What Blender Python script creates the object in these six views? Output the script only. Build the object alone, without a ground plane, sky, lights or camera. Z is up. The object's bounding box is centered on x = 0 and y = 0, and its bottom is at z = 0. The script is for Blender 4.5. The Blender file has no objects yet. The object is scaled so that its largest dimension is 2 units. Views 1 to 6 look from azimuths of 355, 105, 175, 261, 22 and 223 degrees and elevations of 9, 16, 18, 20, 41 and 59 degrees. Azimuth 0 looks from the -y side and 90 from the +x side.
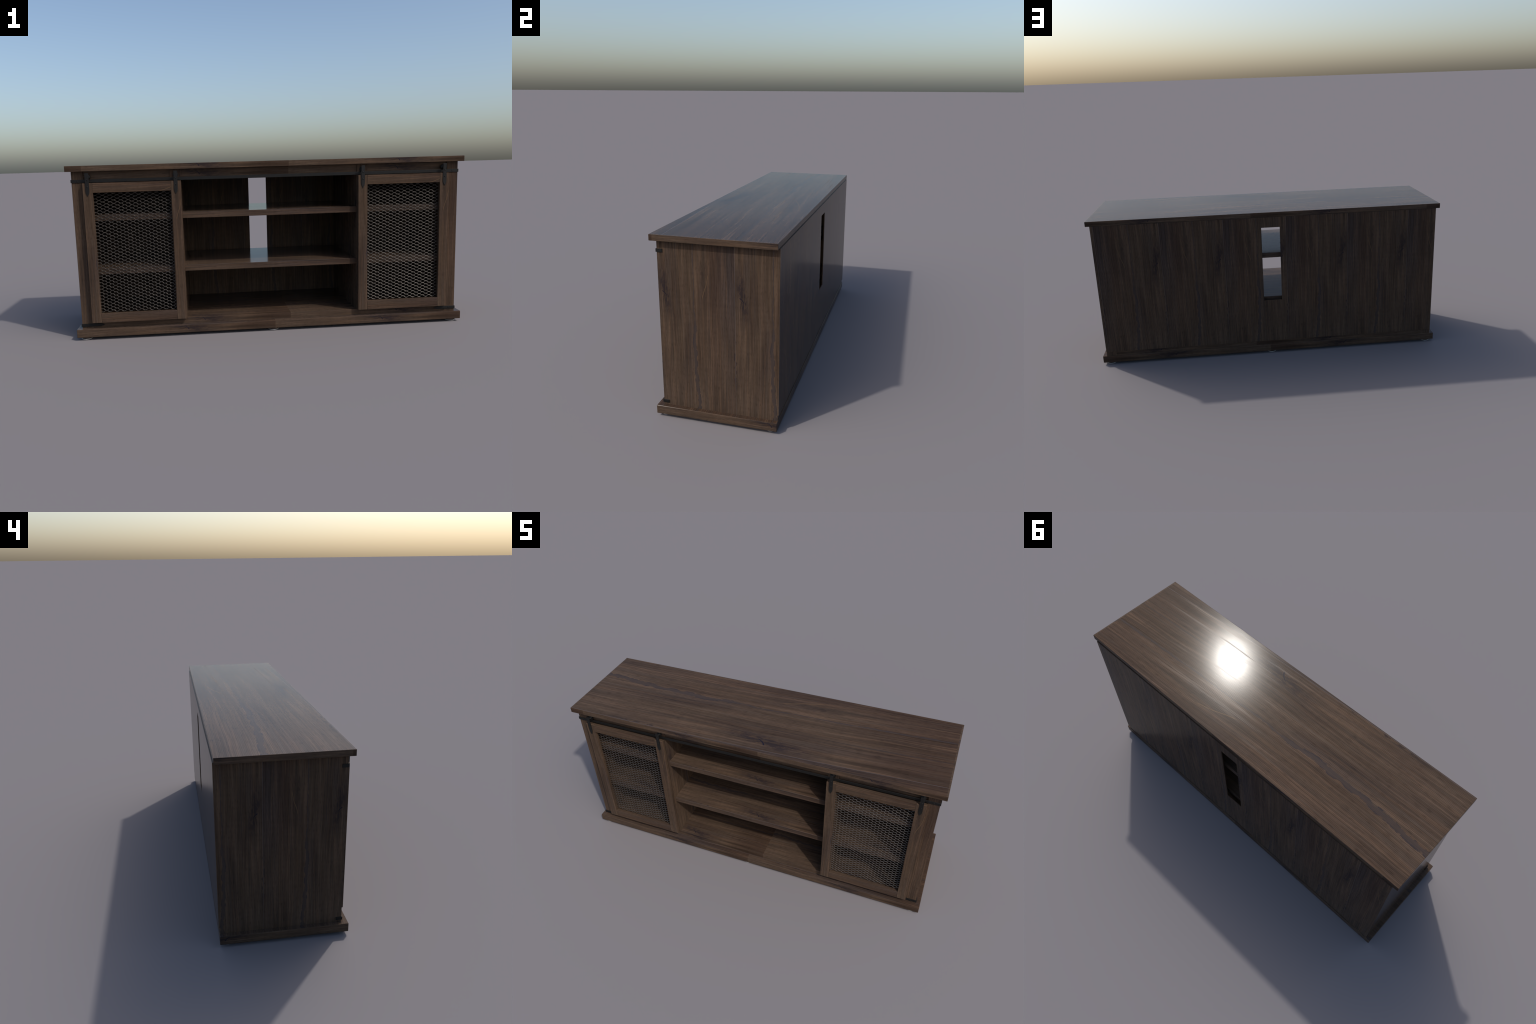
"""Rustic sliding-door media cabinet: dark brown wood grain, expanded-metal door
panels, black flat-bar sliding hardware.  Metres, z up, front faces -y."""
import bpy, bmesh, math
from mathutils import Vector

# ------------------------------------------------------------------ node maths helper
class Socket:
    """Wraps a float socket so that node maths can be written as plain formulas."""
    def __init__(self, tree, out):
        self.tree, self.out = tree, out

    def op(self, kind, *args, clamp=False):
        n = self.tree.nodes.new("ShaderNodeMath")
        n.operation, n.use_clamp = kind, clamp
        for i, v in enumerate((self,) + args):
            plug(self.tree, n.inputs[i], v)
        return Socket(self.tree, n.outputs[0])

    def __add__(self, o): return self.op("ADD", o)
    __radd__ = __add__
    def __sub__(self, o): return self.op("SUBTRACT", o)
    def __rsub__(self, o): return (self * -1.0) + o
    def __mul__(self, o): return self.op("MULTIPLY", o)
    __rmul__ = __mul__
    def __truediv__(self, o): return self.op("DIVIDE", o)
    def abs(self): return self.op("ABSOLUTE")
    def sin(self): return self.op("SINE")
    def min(self, o): return self.op("MINIMUM", o)
    def max(self, o): return self.op("MAXIMUM", o)
    def clamp(self): return self.op("ADD", 0.0, clamp=True)
    def wrap(self, size): return self.op("WRAP", size, 0.0)

    def step(self, lo, hi, a=0.0, b=1.0):
        n = self.tree.nodes.new("ShaderNodeMapRange")
        n.interpolation_type = "SMOOTHSTEP"
        for i, v in enumerate((self, lo, hi, a, b)):
            plug(self.tree, n.inputs[i], v)
        return Socket(self.tree, n.outputs[0])

    def bell(self, centre, half):
        """1 at the centre, falling to 0 at +-half."""
        return (self - centre).abs().step(0.0, half, 1.0, 0.0)


def plug(tree, inp, v):
    if isinstance(v, Socket):
        tree.links.new(v.out, inp)
    else:
        inp.default_value = v


def noise(tree, x, y, sx, sy, detail=2.0, seed=0.0, rough=0.5):
    comb = tree.nodes.new("ShaderNodeCombineXYZ")
    plug(tree, comb.inputs[0], x * sx + seed * 7.31)
    plug(tree, comb.inputs[1], y * sy + seed * 3.77)
    n = tree.nodes.new("ShaderNodeTexNoise")
    n.noise_dimensions = "2D"
    n.inputs["Scale"].default_value = 1.0
    n.inputs["Detail"].default_value = detail
    n.inputs["Roughness"].default_value = rough
    tree.links.new(comb.outputs[0], n.inputs["Vector"])
    return Socket(tree, n.outputs[0])


def mix(tree, fac, a, b, blend="MIX"):
    n = tree.nodes.new("ShaderNodeMix")
    n.data_type, n.blend_type, n.clamp_factor = "RGBA", blend, True
    plug(tree, n.inputs[0], fac)
    for i, v in ((6, a), (7, b)):
        if isinstance(v, tuple):
            n.inputs[i].default_value = v + (1.0,)
        else:
            tree.links.new(v, n.inputs[i])
    return n.outputs[2]


# ------------------------------------------------------------------ the wood decor
# The board faces carry a printed decor that repeats: 1.0135 m along the grain and
# 0.3545 m across it.  Inside one repeat lie two boards, a knot, a pale joint, a
# ragged grey-blue joint and a pale check.
REPEAT_LONG, REPEAT_WIDE = 1.0135, 0.3545
KNOT_LONG, KNOT_WIDE = 0.565, 0.032
TONE = 1.04


def tone(r, g, b):
    return (r * TONE, g * TONE * 0.99, b * TONE * 0.96)


def wood_group():
    t = bpy.data.node_groups.new("dark_rustic_wood", "ShaderNodeTree")
    for nm in ("Along", "Across"):
        t.interface.new_socket(nm, in_out="INPUT", socket_type="NodeSocketFloat")
    t.interface.new_socket("Color", in_out="OUTPUT", socket_type="NodeSocketColor")
    t.interface.new_socket("Roughness", in_out="OUTPUT", socket_type="NodeSocketFloat")
    t.interface.new_socket("Height", in_out="OUTPUT", socket_type="NodeSocketFloat")
    gi, go = t.nodes.new("NodeGroupInput"), t.nodes.new("NodeGroupOutput")
    a = Socket(t, gi.outputs[0]).wrap(REPEAT_LONG)
    c = Socket(t, gi.outputs[1]).wrap(REPEAT_WIDE)
    N = lambda sa, sc, d=2.0, seed=0.0, r=0.5: noise(t, a, cw, sa, sc, d, seed, r)
    cw = c + noise(t, a, c, 3.0, 9.0, 2.0, 1.0) * 0.012

    blotch = N(2.8, 15.0, 3.0, 2.0)
    streak = N(2.2, 50.0, 4.0, 3.0, 0.60)
    fibre = N(4.0, 240.0, 3.0, 4.0, 0.6)
    pores = N(38.0, 420.0, 1.0, 5.0)
    ragged = N(26.0, 60.0, 4.0, 6.0, 0.65)
    cross = N(60.0, 14.0, 2.0, 9.0)
    groove = ((c + noise(t, a, c, 4.0, 30.0, 1.0, 8.0) * 0.002) * (2 * math.pi / 0.0034)).sin() * 0.5 + 0.5

    # where the ragged joint between the two boards runs
    joint = 0.168 + a.step(0.0, 0.26, 0.014, 0.0) + (noise(t, a, a, 9.0, 0.0, 3.0, 7.0) - 0.5) * 0.012
    second = (c - joint).step(-0.001, 0.002)
    upper = a.step(0.30, 0.62)
    far = a.step(0.70, 1.0)

    brown, umber = tone(0.074, 0.0500, 0.0352), tone(0.048, 0.0328, 0.0258)
    col = mix(t, blotch.step(0.22, 0.72), umber, brown)
    col = mix(t, N(1.7, 26.0, 3.0, 11.0).step(0.52, 0.72) * 0.22, col, tone(0.058, 0.045, 0.038))
    # second board: warm beside the joint, then reddish, purple-grey at its far edge
    warm = second * (c - joint).bell(0.014, 0.030)
    red = second * c.bell(0.262, 0.060)
    plum = second * c.step(0.262, 0.335) * upper.op("MULTIPLY_ADD", 0.65, 0.35)
    col = mix(t, warm * 0.35, col, tone(0.088, 0.054, 0.035))
    col = mix(t, red * (0.55 + upper * 0.2), col, tone(0.050, 0.031, 0.023))
    col = mix(t, plum * 0.8, col, tone(0.045, 0.0335, 0.031))
    col = mix(t, far * 0.70, col, tone(0.047, 0.028, 0.019))
    col = mix(t, a.step(0.05, 0.30, 0.45, 0.0), col, tone(0.084, 0.058, 0.042))

    # hue changes from line to line
    hue = N(3.0, 120.0, 3.0, 14.0, 0.6)
    col = mix(t, hue.step(0.50, 0.68) * 0.50, col, tone(0.088, 0.054, 0.035))
    col = mix(t, hue.step(0.48, 0.32) * 0.30, col, tone(0.051, 0.0405, 0.0335))
    # streaks, fibres and short dark pores along the grain
    light = streak.step(0.30, 0.70, 0.88, 1.10) * fibre.step(0.30, 0.70, 0.80, 1.18)
    light = light * pores.step(0.60, 0.76, 1.0, 0.72) * groove.op("MULTIPLY_ADD", 0.30, 0.86)
    light = light * N(2.0, 22.0, 4.0, 15.0, 0.55).step(0.30, 0.62, 0.86, 1.05)
    light = light * cross.step(0.3, 0.7, 0.975, 1.025)
    shade = t.nodes.new("ShaderNodeCombineXYZ")
    for i in range(3):
        plug(t, shade.inputs[i], light)
    col = mix(t, 1.0, col, shade.outputs[0], "MULTIPLY")

    # thin dark lines in the first board, bluish
    thin = c.bell(0.0875, 0.0022) * a.step(0.42, 0.60) * streak.step(0.35, 0.5, 0.4, 0.9)
    thin = thin.max(c.bell(0.058, 0.0016) * blotch.step(0.45, 0.6) * 0.5)
    col = mix(t, thin * 0.75, col, tone(0.026, 0.025, 0.027))

    # ragged grey-blue joint, wide low down, thin higher up
    wide = a.step(0.30, 0.52, 0.0085, 0.0028) * ragged.step(0.3, 0.7, 0.45, 1.35)
    gap = (c - joint).abs()
    seam = gap.step(wide * 0.75, wide, 1.0, 0.0)
    rim = seam * gap.step(wide * 0.45, wide * 0.85) * ragged.step(0.42, 0.6)
    col = mix(t, seam * 0.7, col, tone(0.041, 0.0335, 0.0335))
    col = mix(t, rim * 0.7, col, tone(0.022, 0.021, 0.027))

    # pale straight joint at the repeat's edge, with ragged dark tears beside it
    edge = c.min(REPEAT_WIDE - c)
    tears = edge.bell(0.004, 0.007) * a.bell(0.26, 0.22) * ragged.step(0.50, 0.58)
    col = mix(t, tears * 0.75, col, tone(0.024, 0.019, 0.021))
    pale = edge.step(0.0004, 0.0011, 1.0, 0.0) * ragged.step(0.25, 0.6, 0.3, 0.8)
    col = mix(t, pale, col, tone(0.090, 0.078, 0.079))

    # knot: a purple-black smear slanting along the grain, a navy arc, bare warm wood under it
    da = a - KNOT_LONG
    dc = c - KNOT_WIDE
    slant = dc + da * 0.14
    smear = slant.bell(0.004, 0.027) * da.bell(0.010, 0.15) * 2.0 * N(24.0, 95.0, 4.0, 13.0, 0.7).step(0.38, 0.62, 0.0, 1.0)
    col = mix(t, smear.clamp() * 0.80, col, tone(0.024, 0.0185, 0.0205))
    bare = (dc + 0.006).bell(0.0, 0.011) * (da + 0.018).bell(0.0, 0.020) * ragged.step(0.4, 0.6)
    col = mix(t, bare * 0.7, col, tone(0.100, 0.062, 0.036))
    bend = (dc + 0.016) * (dc + 0.016) * 34.0
    arc = (da - 0.004 + bend).abs().step(0.0008, 0.0034, 1.0, 0.0) * dc.bell(-0.001, 0.014).step(0.0, 0.35)
    col = mix(t, arc * 0.95, col, tone(0.010, 0.011, 0.021))

    # pale check with mottled dark wood beside it in the second board
    run = (a - 0.548) / 0.125
    path = 0.207 + run * 0.034 - (run * 9.0).sin() * 0.0012
    mott = (c - 0.213).bell(0.0, 0.026) * a.bell(0.66, 0.12) * N(30.0, 55.0, 3.0, 12.0).step(0.48, 0.62)
    col = mix(t, mott * 0.7, col, tone(0.034, 0.024, 0.019))
    check = (c - path).abs().step(0.0006, 0.0018, 1.0, 0.0) * run.bell(0.45, 0.55).step(0.0, 0.3)
    col = mix(t, check * 0.75, col, tone(0.120, 0.075, 0.042))

    rough = 0.145 + streak.step(0.50, 0.72) * fibre.step(0.40, 0.65) * 0.09
    height = groove * 0.45 + fibre * 0.35 + streak * 0.6 - pores.step(0.62, 0.78) * 0.4 - arc * 0.3
    t.links.new(col, go.inputs[0])
    t.links.new(rough.out, go.inputs[1])
    t.links.new(height.out, go.inputs[2])
    return t


WOOD = wood_group()


def wood(name, along, across, start, offset, scale=1.0, drift=None):
    """Wood with the grain on axis `along`; `start` and `offset` place the decor's repeat."""
    m = bpy.data.materials.new(name)
    m.use_nodes = True
    t = m.node_tree
    bsdf = t.nodes["Principled BSDF"]
    tc = t.nodes.new("ShaderNodeTexCoord")
    sep = t.nodes.new("ShaderNodeSeparateXYZ")
    t.links.new(tc.outputs["Object"], sep.inputs[0])
    a = Socket(t, sep.outputs["xyz".index(along)])
    c = Socket(t, sep.outputs["xyz".index(across)])
    if drift:                                   # the decor creeps sideways along the board
        c = c - (a * a * drift[2] + a * drift[1] + drift[0])
    g = t.nodes.new("ShaderNodeGroup")
    g.node_tree = WOOD
    plug(t, g.inputs[0], (a - start) / scale)
    plug(t, g.inputs[1], (c - offset) / scale)
    bump = t.nodes.new("ShaderNodeBump")
    bump.inputs["Strength"].default_value = 0.02
    bump.inputs["Distance"].default_value = 0.0006 * scale
    t.links.new(g.outputs["Height"], bump.inputs["Height"])
    t.links.new(g.outputs["Color"], bsdf.inputs["Base Color"])
    t.links.new(g.outputs["Roughness"], bsdf.inputs["Roughness"])
    t.links.new(bump.outputs[0], bsdf.inputs["Normal"])
    bsdf.inputs["Specular IOR Level"].default_value = 0.048
    return m


def metal(name, colour, rough, metallic, mottle=0.25):
    m = bpy.data.materials.new(name)
    m.use_nodes = True
    t = m.node_tree
    bsdf = t.nodes["Principled BSDF"]
    tc = t.nodes.new("ShaderNodeTexCoord")
    n = t.nodes.new("ShaderNodeTexNoise")
    n.inputs["Scale"].default_value = 90.0
    n.inputs["Detail"].default_value = 3.0
    t.links.new(tc.outputs["Object"], n.inputs["Vector"])
    f = Socket(t, n.outputs[0])
    lo = tuple(v * (1 - mottle) for v in colour)
    hi = tuple(v * (1 + mottle) for v in colour)
    t.links.new(mix(t, f.step(0.35, 0.65), lo, hi), bsdf.inputs["Base Color"])
    plug(t, bsdf.inputs["Roughness"], f * 0.16 + (rough - 0.08))
    bsdf.inputs["Metallic"].default_value = metallic
    return m


BLACK = metal("black_powder_coat", (0.0070, 0.0066, 0.0062), 0.55, 0.0, 0.12)
BLACK.node_tree.nodes["Principled BSDF"].inputs["Specular IOR Level"].default_value = 0.25
STEEL = metal("dark_expanded_steel", (0.078, 0.068, 0.059), 0.40, 0.45, 0.3)
GLIDE = metal("pale_glide_plastic", (0.42, 0.41, 0.39), 0.35, 0.0, 0.05)

# standing boards: grain up
UP_X = wood("wood_upright_broad", "z", "y", 0.043, -0.263)
UP_FRONT = wood("wood_upright_edge", "z", "x", 0.043, 0.688)
BACK_FACE = wood("wood_back_face", "z", "x", 0.043, 0.605)
# tabletop
TOP_FACE = wood("wood_tabletop", "x", "y", -1.035, -0.258, 2.0, (-0.0105, 0.0265, 0.0185))
TOP_EDGE = wood("wood_tabletop_edge", "x", "z", 0.093, 0.831)
TOP_END = wood("wood_tabletop_end", "y", "z", -0.268, 0.831)
HEAD_FACE = wood("wood_header_face", "x", "z", 0.094, 0.790)
# plinth and bottom board
BASE_FACE = wood("wood_plinth_face", "x", "y", 0.0075, 0.095)
BASE_EDGE = wood("wood_plinth_edge", "x", "z", 0.0075, 0.008)
BASE_END = wood("wood_plinth_end", "y", "z", -0.304, 0.0095)
FLOOR_FACE = wood("wood_floor_face", "x", "y", 0.0926, -0.263)
FLOOR_EDGE = wood("wood_floor_edge", "x", "z", 0.0926, 0.045)
# shelves and doors (own coordinates)
SHELF_FACE = wood("wood_shelf_face", "x", "y", -0.505, -0.251)
SHELF_EDGE = wood("wood_shelf_edge", "x", "z", -0.505, -0.310)
STILE_FACE = wood("wood_stile_face", "z", "x", 0.043, 0.002)
STILE_EDGE = wood("wood_stile_edge", "z", "y", 0.043, -0.400)
RAIL_FACE = wood("wood_door_rail_face", "x", "z", -0.42, 0.53)
RAIL_EDGE = wood("wood_door_rail_edge", "x", "y", -0.42, -0.36)


# ------------------------------------------------------------------ geometry helpers
def finish(name, bm, mats, parent=None, loc=(0, 0, 0)):
    me = bpy.data.meshes.new(name)
    bm.to_mesh(me)
    bm.free()
    for m in mats:
        me.materials.append(m)
    return place(name, me, parent, loc)


def place(name, me, parent=None, loc=(0, 0, 0)):
    ob = bpy.data.objects.new(name, me)
    bpy.context.scene.collection.objects.link(ob)
    ob.location = loc
    if parent is not None:
        ob.parent = parent
    return ob


def by_direction(bm):
    """Material slot 0, 1 or 2 for faces that look along x, y or z."""
    bm.normal_update()
    for f in bm.faces:
        n = [abs(v) for v in f.normal]
        f.material_index = n.index(max(n))


def add_box(bm, lo, hi, bevel=0.001, segments=2):
    sub = bmesh.new()
    bmesh.ops.create_cube(sub, size=1.0)
    for v in sub.verts:
        v.co = Vector([lo[i] + (v.co[i] + 0.5) * (hi[i] - lo[i]) for i in range(3)])
    if bevel:
        bmesh.ops.bevel(sub, geom=list(sub.edges), offset=bevel, segments=segments,
                        profile=0.5, affect="EDGES", clamp_overlap=True)
    by_direction(sub)
    me = bpy.data.meshes.new("tmp")
    sub.to_mesh(me)
    sub.free()
    bm.from_mesh(me)
    bpy.data.meshes.remove(me)


def board(name, lo, hi, mats, parent, bevel=0.001, segments=2, loc=(0, 0, 0)):
    bm = bmesh.new()
    add_box(bm, lo, hi, bevel, segments)
    return finish(name, bm, mats, parent, loc)


def add_lathe(bm, profile, axis, centre, steps=40):
    """Turn (radius, height) pairs about an axis ('y' or 'z') through `centre`."""
    rings = []
    for r, h in profile:
        ring = []
        for k in range(steps):
            w = 2 * math.pi * k / steps
            u, v = r * math.cos(w), r * math.sin(w)
            p = (u, v, h) if axis == "z" else (u, -h, v)
            ring.append(bm.verts.new(Vector(p) + Vector(centre)))
        rings.append(ring)
    for p, q in zip(rings, rings[1:]):
        for k in range(steps):
            f = bm.faces.new((p[k], p[(k + 1) % steps], q[(k + 1) % steps], q[k]))
            f.smooth = True
    bm.faces.new(list(reversed(rings[0])))
    bm.faces.new(rings[-1])
    bmesh.ops.recalc_face_normals(bm, faces=bm.faces)


def add_plate(bm, outline, y_front, y_back, bevel=0.0004):
    """A flat bar cut to an (x, z) outline."""
    sub = bmesh.new()
    f = sub.faces.new([sub.verts.new((x, y_front, z)) for x, z in outline])
    ext = bmesh.ops.extrude_face_region(sub, geom=[f])
    for v in ext["geom"]:
        if isinstance(v, bmesh.types.BMVert):
            v.co.y = y_back
    bmesh.ops.recalc_face_normals(sub, faces=sub.faces)
    if bevel:
        bmesh.ops.bevel(sub, geom=list(sub.edges), offset=bevel, segments=1, affect="EDGES", clamp_overlap=True)
    me = bpy.data.meshes.new("tmp")
    sub.to_mesh(me)
    sub.free()
    bm.from_mesh(me)
    bpy.data.meshes.remove(me)


# ------------------------------------------------------------------ sizes
TOP_LO, TOP_HI = 0.8405, 0.8685
BASE_LO, BASE_HI = 0.0120, 0.0535
FLOOR_HI = 0.0830
SIDE_IN, SIDE_OUT = 0.9190, 0.9755
DIV_IN, DIV_OUT = 0.4450, 0.4995
FACE, REAR = -0.2600, 0.2830
BACK = 0.2878
SHELF_Z, SHELF_T = (0.3410, 0.6105), 0.0298
HOLE = (-0.0695, 0.0355, 0.3415, 0.7820)

cabinet = bpy.data.objects.new("media_cabinet", None)
bpy.context.scene.collection.objects.link(cabinet)
cabinet["label"] = "dark brown rustic media cabinet with two sliding metal mesh doors"
cabinet["category"] = "tv stand"

# ------------------------------------------------------------------ carcass
board("tabletop", (-1.0, -0.2832, TOP_LO), (1.0, 0.2842, TOP_HI), (TOP_END, TOP_EDGE, TOP_FACE), cabinet, 0.0016, 3)
board("plinth", (-0.9995, -0.2878, BASE_LO), (0.9995, 0.2856, BASE_HI), (BASE_END, BASE_EDGE, BASE_FACE), cabinet, 0.0026, 3)
for s in (-1, 1):
    x = sorted((s * SIDE_IN, s * SIDE_OUT))
    board("side_panel", (x[0], FACE, BASE_HI - 0.001), (x[1], REAR, TOP_LO + 0.001), (UP_X, UP_FRONT, UP_X), cabinet)
    x = sorted((s * DIV_IN, s * DIV_OUT))
    board("divider", (x[0], FACE, FLOOR_HI - 0.001), (x[1], 0.2825, TOP_LO + 0.001), (UP_X, UP_FRONT, UP_X), cabinet, 0.0006, 1)
board("bottom_board", (-SIDE_IN - 0.001, -0.258, BASE_HI - 0.0005), (SIDE_IN + 0.001, 0.2826, FLOOR_HI),
      (FLOOR_EDGE, FLOOR_EDGE, FLOOR_FACE), cabinet)
board("header", (-SIDE_IN - 0.001, -0.252, 0.789), (SIDE_IN + 0.001, -0.226, TOP_LO + 0.0005),
      (HEAD_FACE, HEAD_FACE, FLOOR_FACE), cabinet)


def back_panel():
    bm = bmesh.new()
    x0, x1, z0, z1 = -SIDE_OUT, SIDE_OUT, 0.0810, 0.8412
    hx0, hx1, hz0, hz1 = HOLE
    outer = [(x0, z0), (x1, z0), (x1, z1), (x0, z1)]
    inner = [(hx0, hz0), (hx1, hz0), (hx1, hz1), (hx0, hz1)]
    vo, vi = ([[bm.verts.new((x, y, z)) for x, z in ring] for y in (REAR, BACK)] for ring in (outer, inner))
    for k in range(4):
        j = (k + 1) % 4
        for side in (0, 1):
            bm.faces.new((vo[side][k], vo[side][j], vi[side][j], vi[side][k]))
        bm.faces.new((vo[0][k], vo[0][j], vo[1][j], vo[1][k]))
        bm.faces.new((vi[0][k], vi[0][j], vi[1][j], vi[1][k]))
    bmesh.ops.recalc_face_normals(bm, faces=bm.faces)
    by_direction(bm)
    return finish("back_panel", bm, (UP_X, BACK_FACE, UP_X), cabinet)


back_panel()

bm = bmesh.new()
add_box(bm, (-DIV_IN - 0.001, -0.2520, -SHELF_T / 2), (DIV_IN + 0.001, 0.2620, SHELF_T / 2))
middle = bpy.data.meshes.new("shelf")
bm.to_mesh(middle)
bm.free()
half = (SIDE_IN - DIV_OUT) / 2
bm = bmesh.new()
add_box(bm, (-half - 0.001, -0.2520, -SHELF_T / 2), (half + 0.001, 0.2620, SHELF_T / 2))
outer = bpy.data.meshes.new("side_shelf")
bm.to_mesh(outer)
bm.free()
for me in (middle, outer):
    for m in (SHELF_EDGE, SHELF_EDGE, SHELF_FACE):
        me.materials.append(m)
for z in SHELF_Z:
    place("shelf", middle, cabinet, (0, 0, z))
    for s in (-1, 1):
        place("side_shelf", outer, cabinet, (s * (SIDE_IN + DIV_OUT) / 2, 0, z))

# ------------------------------------------------------------------ doors
DOOR_C = 0.6833                       # centre of a door in x
DOOR_W, DOOR_LO, DOOR_HI = 0.4736, 0.0842, 0.7842
STILE, RAIL = 0.0473, 0.0475
DOOR_F, DOOR_B = -0.2840, -0.2642


def door_mesh():
    bm = bmesh.new()
    h = DOOR_W / 2
    for s in (-1, 1):
        x = sorted((s * h, s * (h - STILE)))
        add_box(bm, (x[0], DOOR_F, DOOR_LO), (x[1], DOOR_B, DOOR_HI), 0.0012)
    for f in bm.faces:
        if f.material_index == 2:
            f.material_index = 0
    n = len(bm.faces)
    for z0, z1 in ((DOOR_LO, DOOR_LO + RAIL), (DOOR_HI - RAIL, DOOR_HI)):
        add_box(bm, (-h + STILE + 0.0003, DOOR_F + 0.0003, z0), (h - STILE - 0.0003, DOOR_B - 0.0003, z1), 0.0012)
    bm.faces.ensure_lookup_table()
    for f in bm.faces[n:]:
        f.material_index = 2 if f.material_index == 1 else 3
    me = bpy.data.meshes.new("door")
    bm.to_mesh(me)
    bm.free()
    for m in (STILE_EDGE, STILE_FACE, RAIL_FACE, RAIL_EDGE):
        me.materials.append(m)
    return me


def mesh_panel():
    """Expanded metal: wavy strands that meet at short bonds."""
    pitch, row, bond = 0.0353, 0.00841, 0.0020
    # strand section (y, z): a short face that looks up and a longer one tucked under it
    section = ((-0.0010, 0.0002), (0.0002, 0.0016), (0.0008, 0.0010), (0.0007, -0.0018))
    amp = (row - bond) / 2
    half_w = DOOR_W / 2 - STILE + 0.002
    z_low, z_high = DOOR_LO + RAIL - 0.002, DOOR_HI - RAIL + 0.004
    y_mid = DOOR_B + 0.0012
    steps = int(2 * half_w / pitch * 16)
    xs = [-half_w + 2 * half_w * k / steps for k in range(steps + 1)]
    first = -half_w + 0.0252          # a valley of the even rows
    bm = bmesh.new()
    j = 0
    while True:
        z0 = 0.7188 + 3 * row - j * row
        if z0 < z_low + 0.001:
            break
        j += 1
        if z0 > z_high:
            continue
        shift = 0.0 if j % 2 == 0 else math.pi
        prev = None
        for x in xs:
            wave = -math.cos(2 * math.pi * (x - first) / pitch + shift)
            wave = 0.45 * wave + 0.55 * max(-1.0, min(1.0, 1.5 * wave))
            cy, cz = y_mid + 0.0015 * wave, z0 + amp * wave
            ring = [bm.verts.new((x, cy + dy, cz + dz)) for dy, dz in section]
            if prev:
                for k in range(4):
                    bm.faces.new((prev[k], prev[(k + 1) % 4], ring[(k + 1) % 4], ring[k]))
            else:
                bm.faces.new(ring)
            prev = ring
        bm.faces.new(list(reversed(prev)))
    bmesh.ops.recalc_face_normals(bm, faces=bm.faces)
    me = bpy.data.meshes.new("wire_mesh")
    bm.to_mesh(me)
    bm.free()
    me.materials.append(STEEL)
    return me


def strap_mesh():
    w, top, tip, shoulder = 0.0090, 0.8325, 0.7190, 0.7420
    bm = bmesh.new()
    add_plate(bm, [(-w, top), (-w, shoulder), (-w * 0.72, shoulder - 0.010), (0, tip),
                   (w * 0.72, shoulder - 0.010), (w, shoulder), (w, top)], DOOR_F - 0.0032, DOOR_F - 0.0002)
    me = bpy.data.meshes.new("strap_hanger")
    bm.to_mesh(me)
    bm.free()
    me.materials.append(BLACK)
    return me


def roller_mesh():
    bm = bmesh.new()
    prof = [(0.0035, 0.0), (0.0128, 0.0003), (0.0134, 0.0012), (0.0122, 0.0040), (0.0134, 0.0068),
            (0.0128, 0.0078), (0.0042, 0.0080), (0.0040, 0.0262)]
    add_lathe(bm, prof, "y", (0, -0.2580, 0), 36)
    me = bpy.data.meshes.new("roller")
    bm.to_mesh(me)
    bm.free()
    me.materials.append(BLACK)
    return me


def bolt_mesh():
    bm = bmesh.new()
    add_lathe(bm, [(0.0034, -0.0004), (0.0034, 0.0006), (0.0026, 0.0016), (0.0012, 0.0021)], "y", (0, 0, 0), 16)
    me = bpy.data.meshes.new("bolt")
    bm.to_mesh(me)
    bm.free()
    me.materials.append(BLACK)
    return me


DOOR, PANEL, STRAP, ROLLER, BOLT = door_mesh(), mesh_panel(), strap_mesh(), roller_mesh(), bolt_mesh()
for s in (-1, 1):
    door = place("door", DOOR, cabinet, (s * DOOR_C, 0, 0))
    panel = place("wire_mesh", PANEL, door)
    panel["kind"] = "stuff"
    for x in (-0.2132, 0.2132):
        place("strap_hanger", STRAP, door, (x, 0, 0))
        place("roller", ROLLER, door, (x, 0, 0.8140))
        for z in (0.7990, 0.7660):
            place("bolt", BOLT, door, (x, DOOR_F - 0.0032, z))

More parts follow.
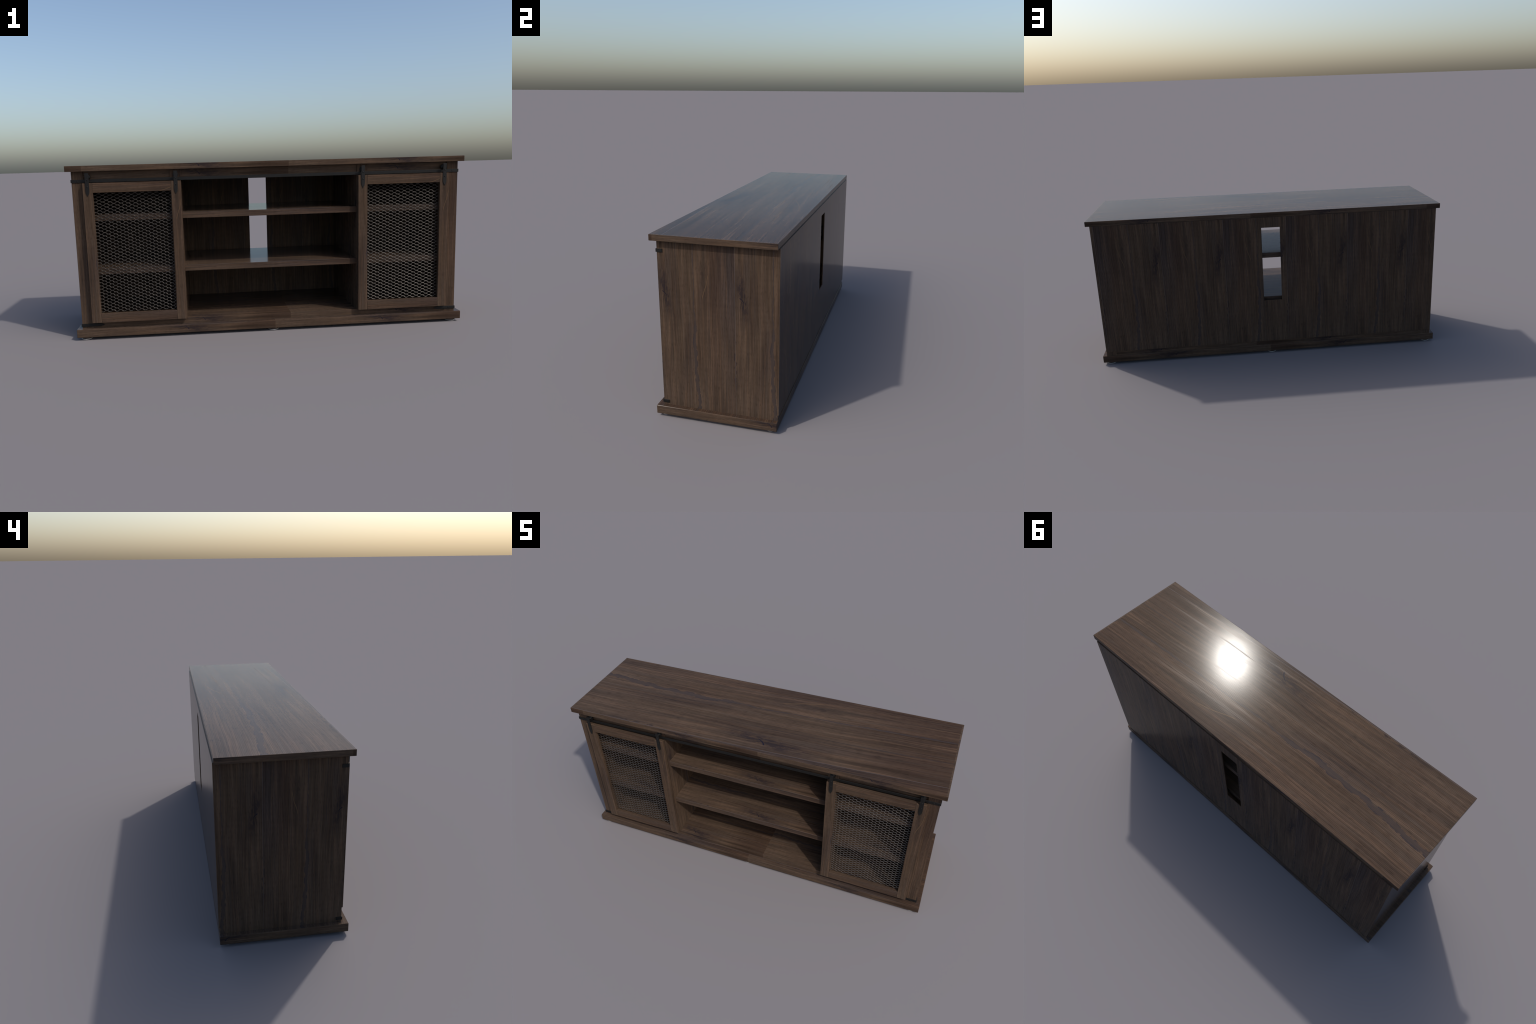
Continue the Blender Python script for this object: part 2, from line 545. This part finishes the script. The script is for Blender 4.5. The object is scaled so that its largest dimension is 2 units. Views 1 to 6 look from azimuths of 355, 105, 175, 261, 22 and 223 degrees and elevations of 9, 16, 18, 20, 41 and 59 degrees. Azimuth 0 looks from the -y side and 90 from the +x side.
# ------------------------------------------------------------------ track and floor guides
bm = bmesh.new()
T0, T1, TZ0, TZ1 = FACE - 0.0038, FACE - 0.0002, 0.7860, 0.8018
add_box(bm, (-SIDE_OUT - 0.0030, T0, TZ0), (SIDE_OUT + 0.0030, T1, TZ1), 0.0008, 1)
for s in (-1, 1):
    x = sorted((s * (SIDE_OUT + 0.0002), s * (SIDE_OUT + 0.0030)))
    add_box(bm, (x[0], T1 - 0.0005, TZ0 + 0.0005), (x[1], -0.2335, TZ1 - 0.0005), 0.0005, 1)
for f in bm.faces:
    f.material_index = 0
track = finish("sliding_track", bm, (BLACK,), cabinet)
for s in (-1, 1):
    place("bolt", BOLT, track, (s * 0.9455, T0, 0.7935))

for s in (-1, 1):
    bm = bmesh.new()
    G0, G1 = 0.0618, 0.0770
    zm = (G0 + G1) / 2
    a, b, tip = SIDE_OUT + 0.0030, 0.8830, 0.8640
    outline = [(a, G0), (b, G0), (b - 0.010, G0 + 0.0028), (tip + 0.002, zm - 0.0016), (tip, zm),
               (tip + 0.002, zm + 0.0016), (b - 0.010, G1 - 0.0028), (b, G1), (a, G1)]
    add_plate(bm, [(s * x, z) for x, z in outline], FACE - 0.0036, FACE - 0.0002)
    x = sorted((s * (SIDE_OUT + 0.0002), s * (SIDE_OUT + 0.0030)))
    add_box(bm, (x[0], FACE - 0.0006, G0 + 0.0004), (x[1], -0.2335, G1 - 0.0004), 0.0005, 1)
    for f in bm.faces:
        f.material_index = 0
    guide = finish("floor_guide", bm, (BLACK,), cabinet)
    place("bolt", BOLT, guide, (s * 0.9440, FACE - 0.0036, zm))

# ------------------------------------------------------------------ feet
bm = bmesh.new()
add_lathe(bm, [(0.0245, 0.0032), (0.0240, BASE_LO + 0.001)], "z", (0, 0, 0))
foot_me = bpy.data.meshes.new("foot")
bm.to_mesh(foot_me)
bm.free()
foot_me.materials.append(BASE_EDGE)
bm = bmesh.new()
add_lathe(bm, [(0.0262, 0.0), (0.0275, 0.0010), (0.0272, 0.0026), (0.0258, 0.0034)], "z", (0, 0, 0))
glide_me = bpy.data.meshes.new("glide")
bm.to_mesh(glide_me)
bm.free()
glide_me.materials.append(GLIDE)
for x in (-0.957, 0.0, 0.957):
    for y in (-0.254, 0.251):
        foot = place("foot", foot_me, cabinet, (x, y, 0))
        place("glide", glide_me, foot)
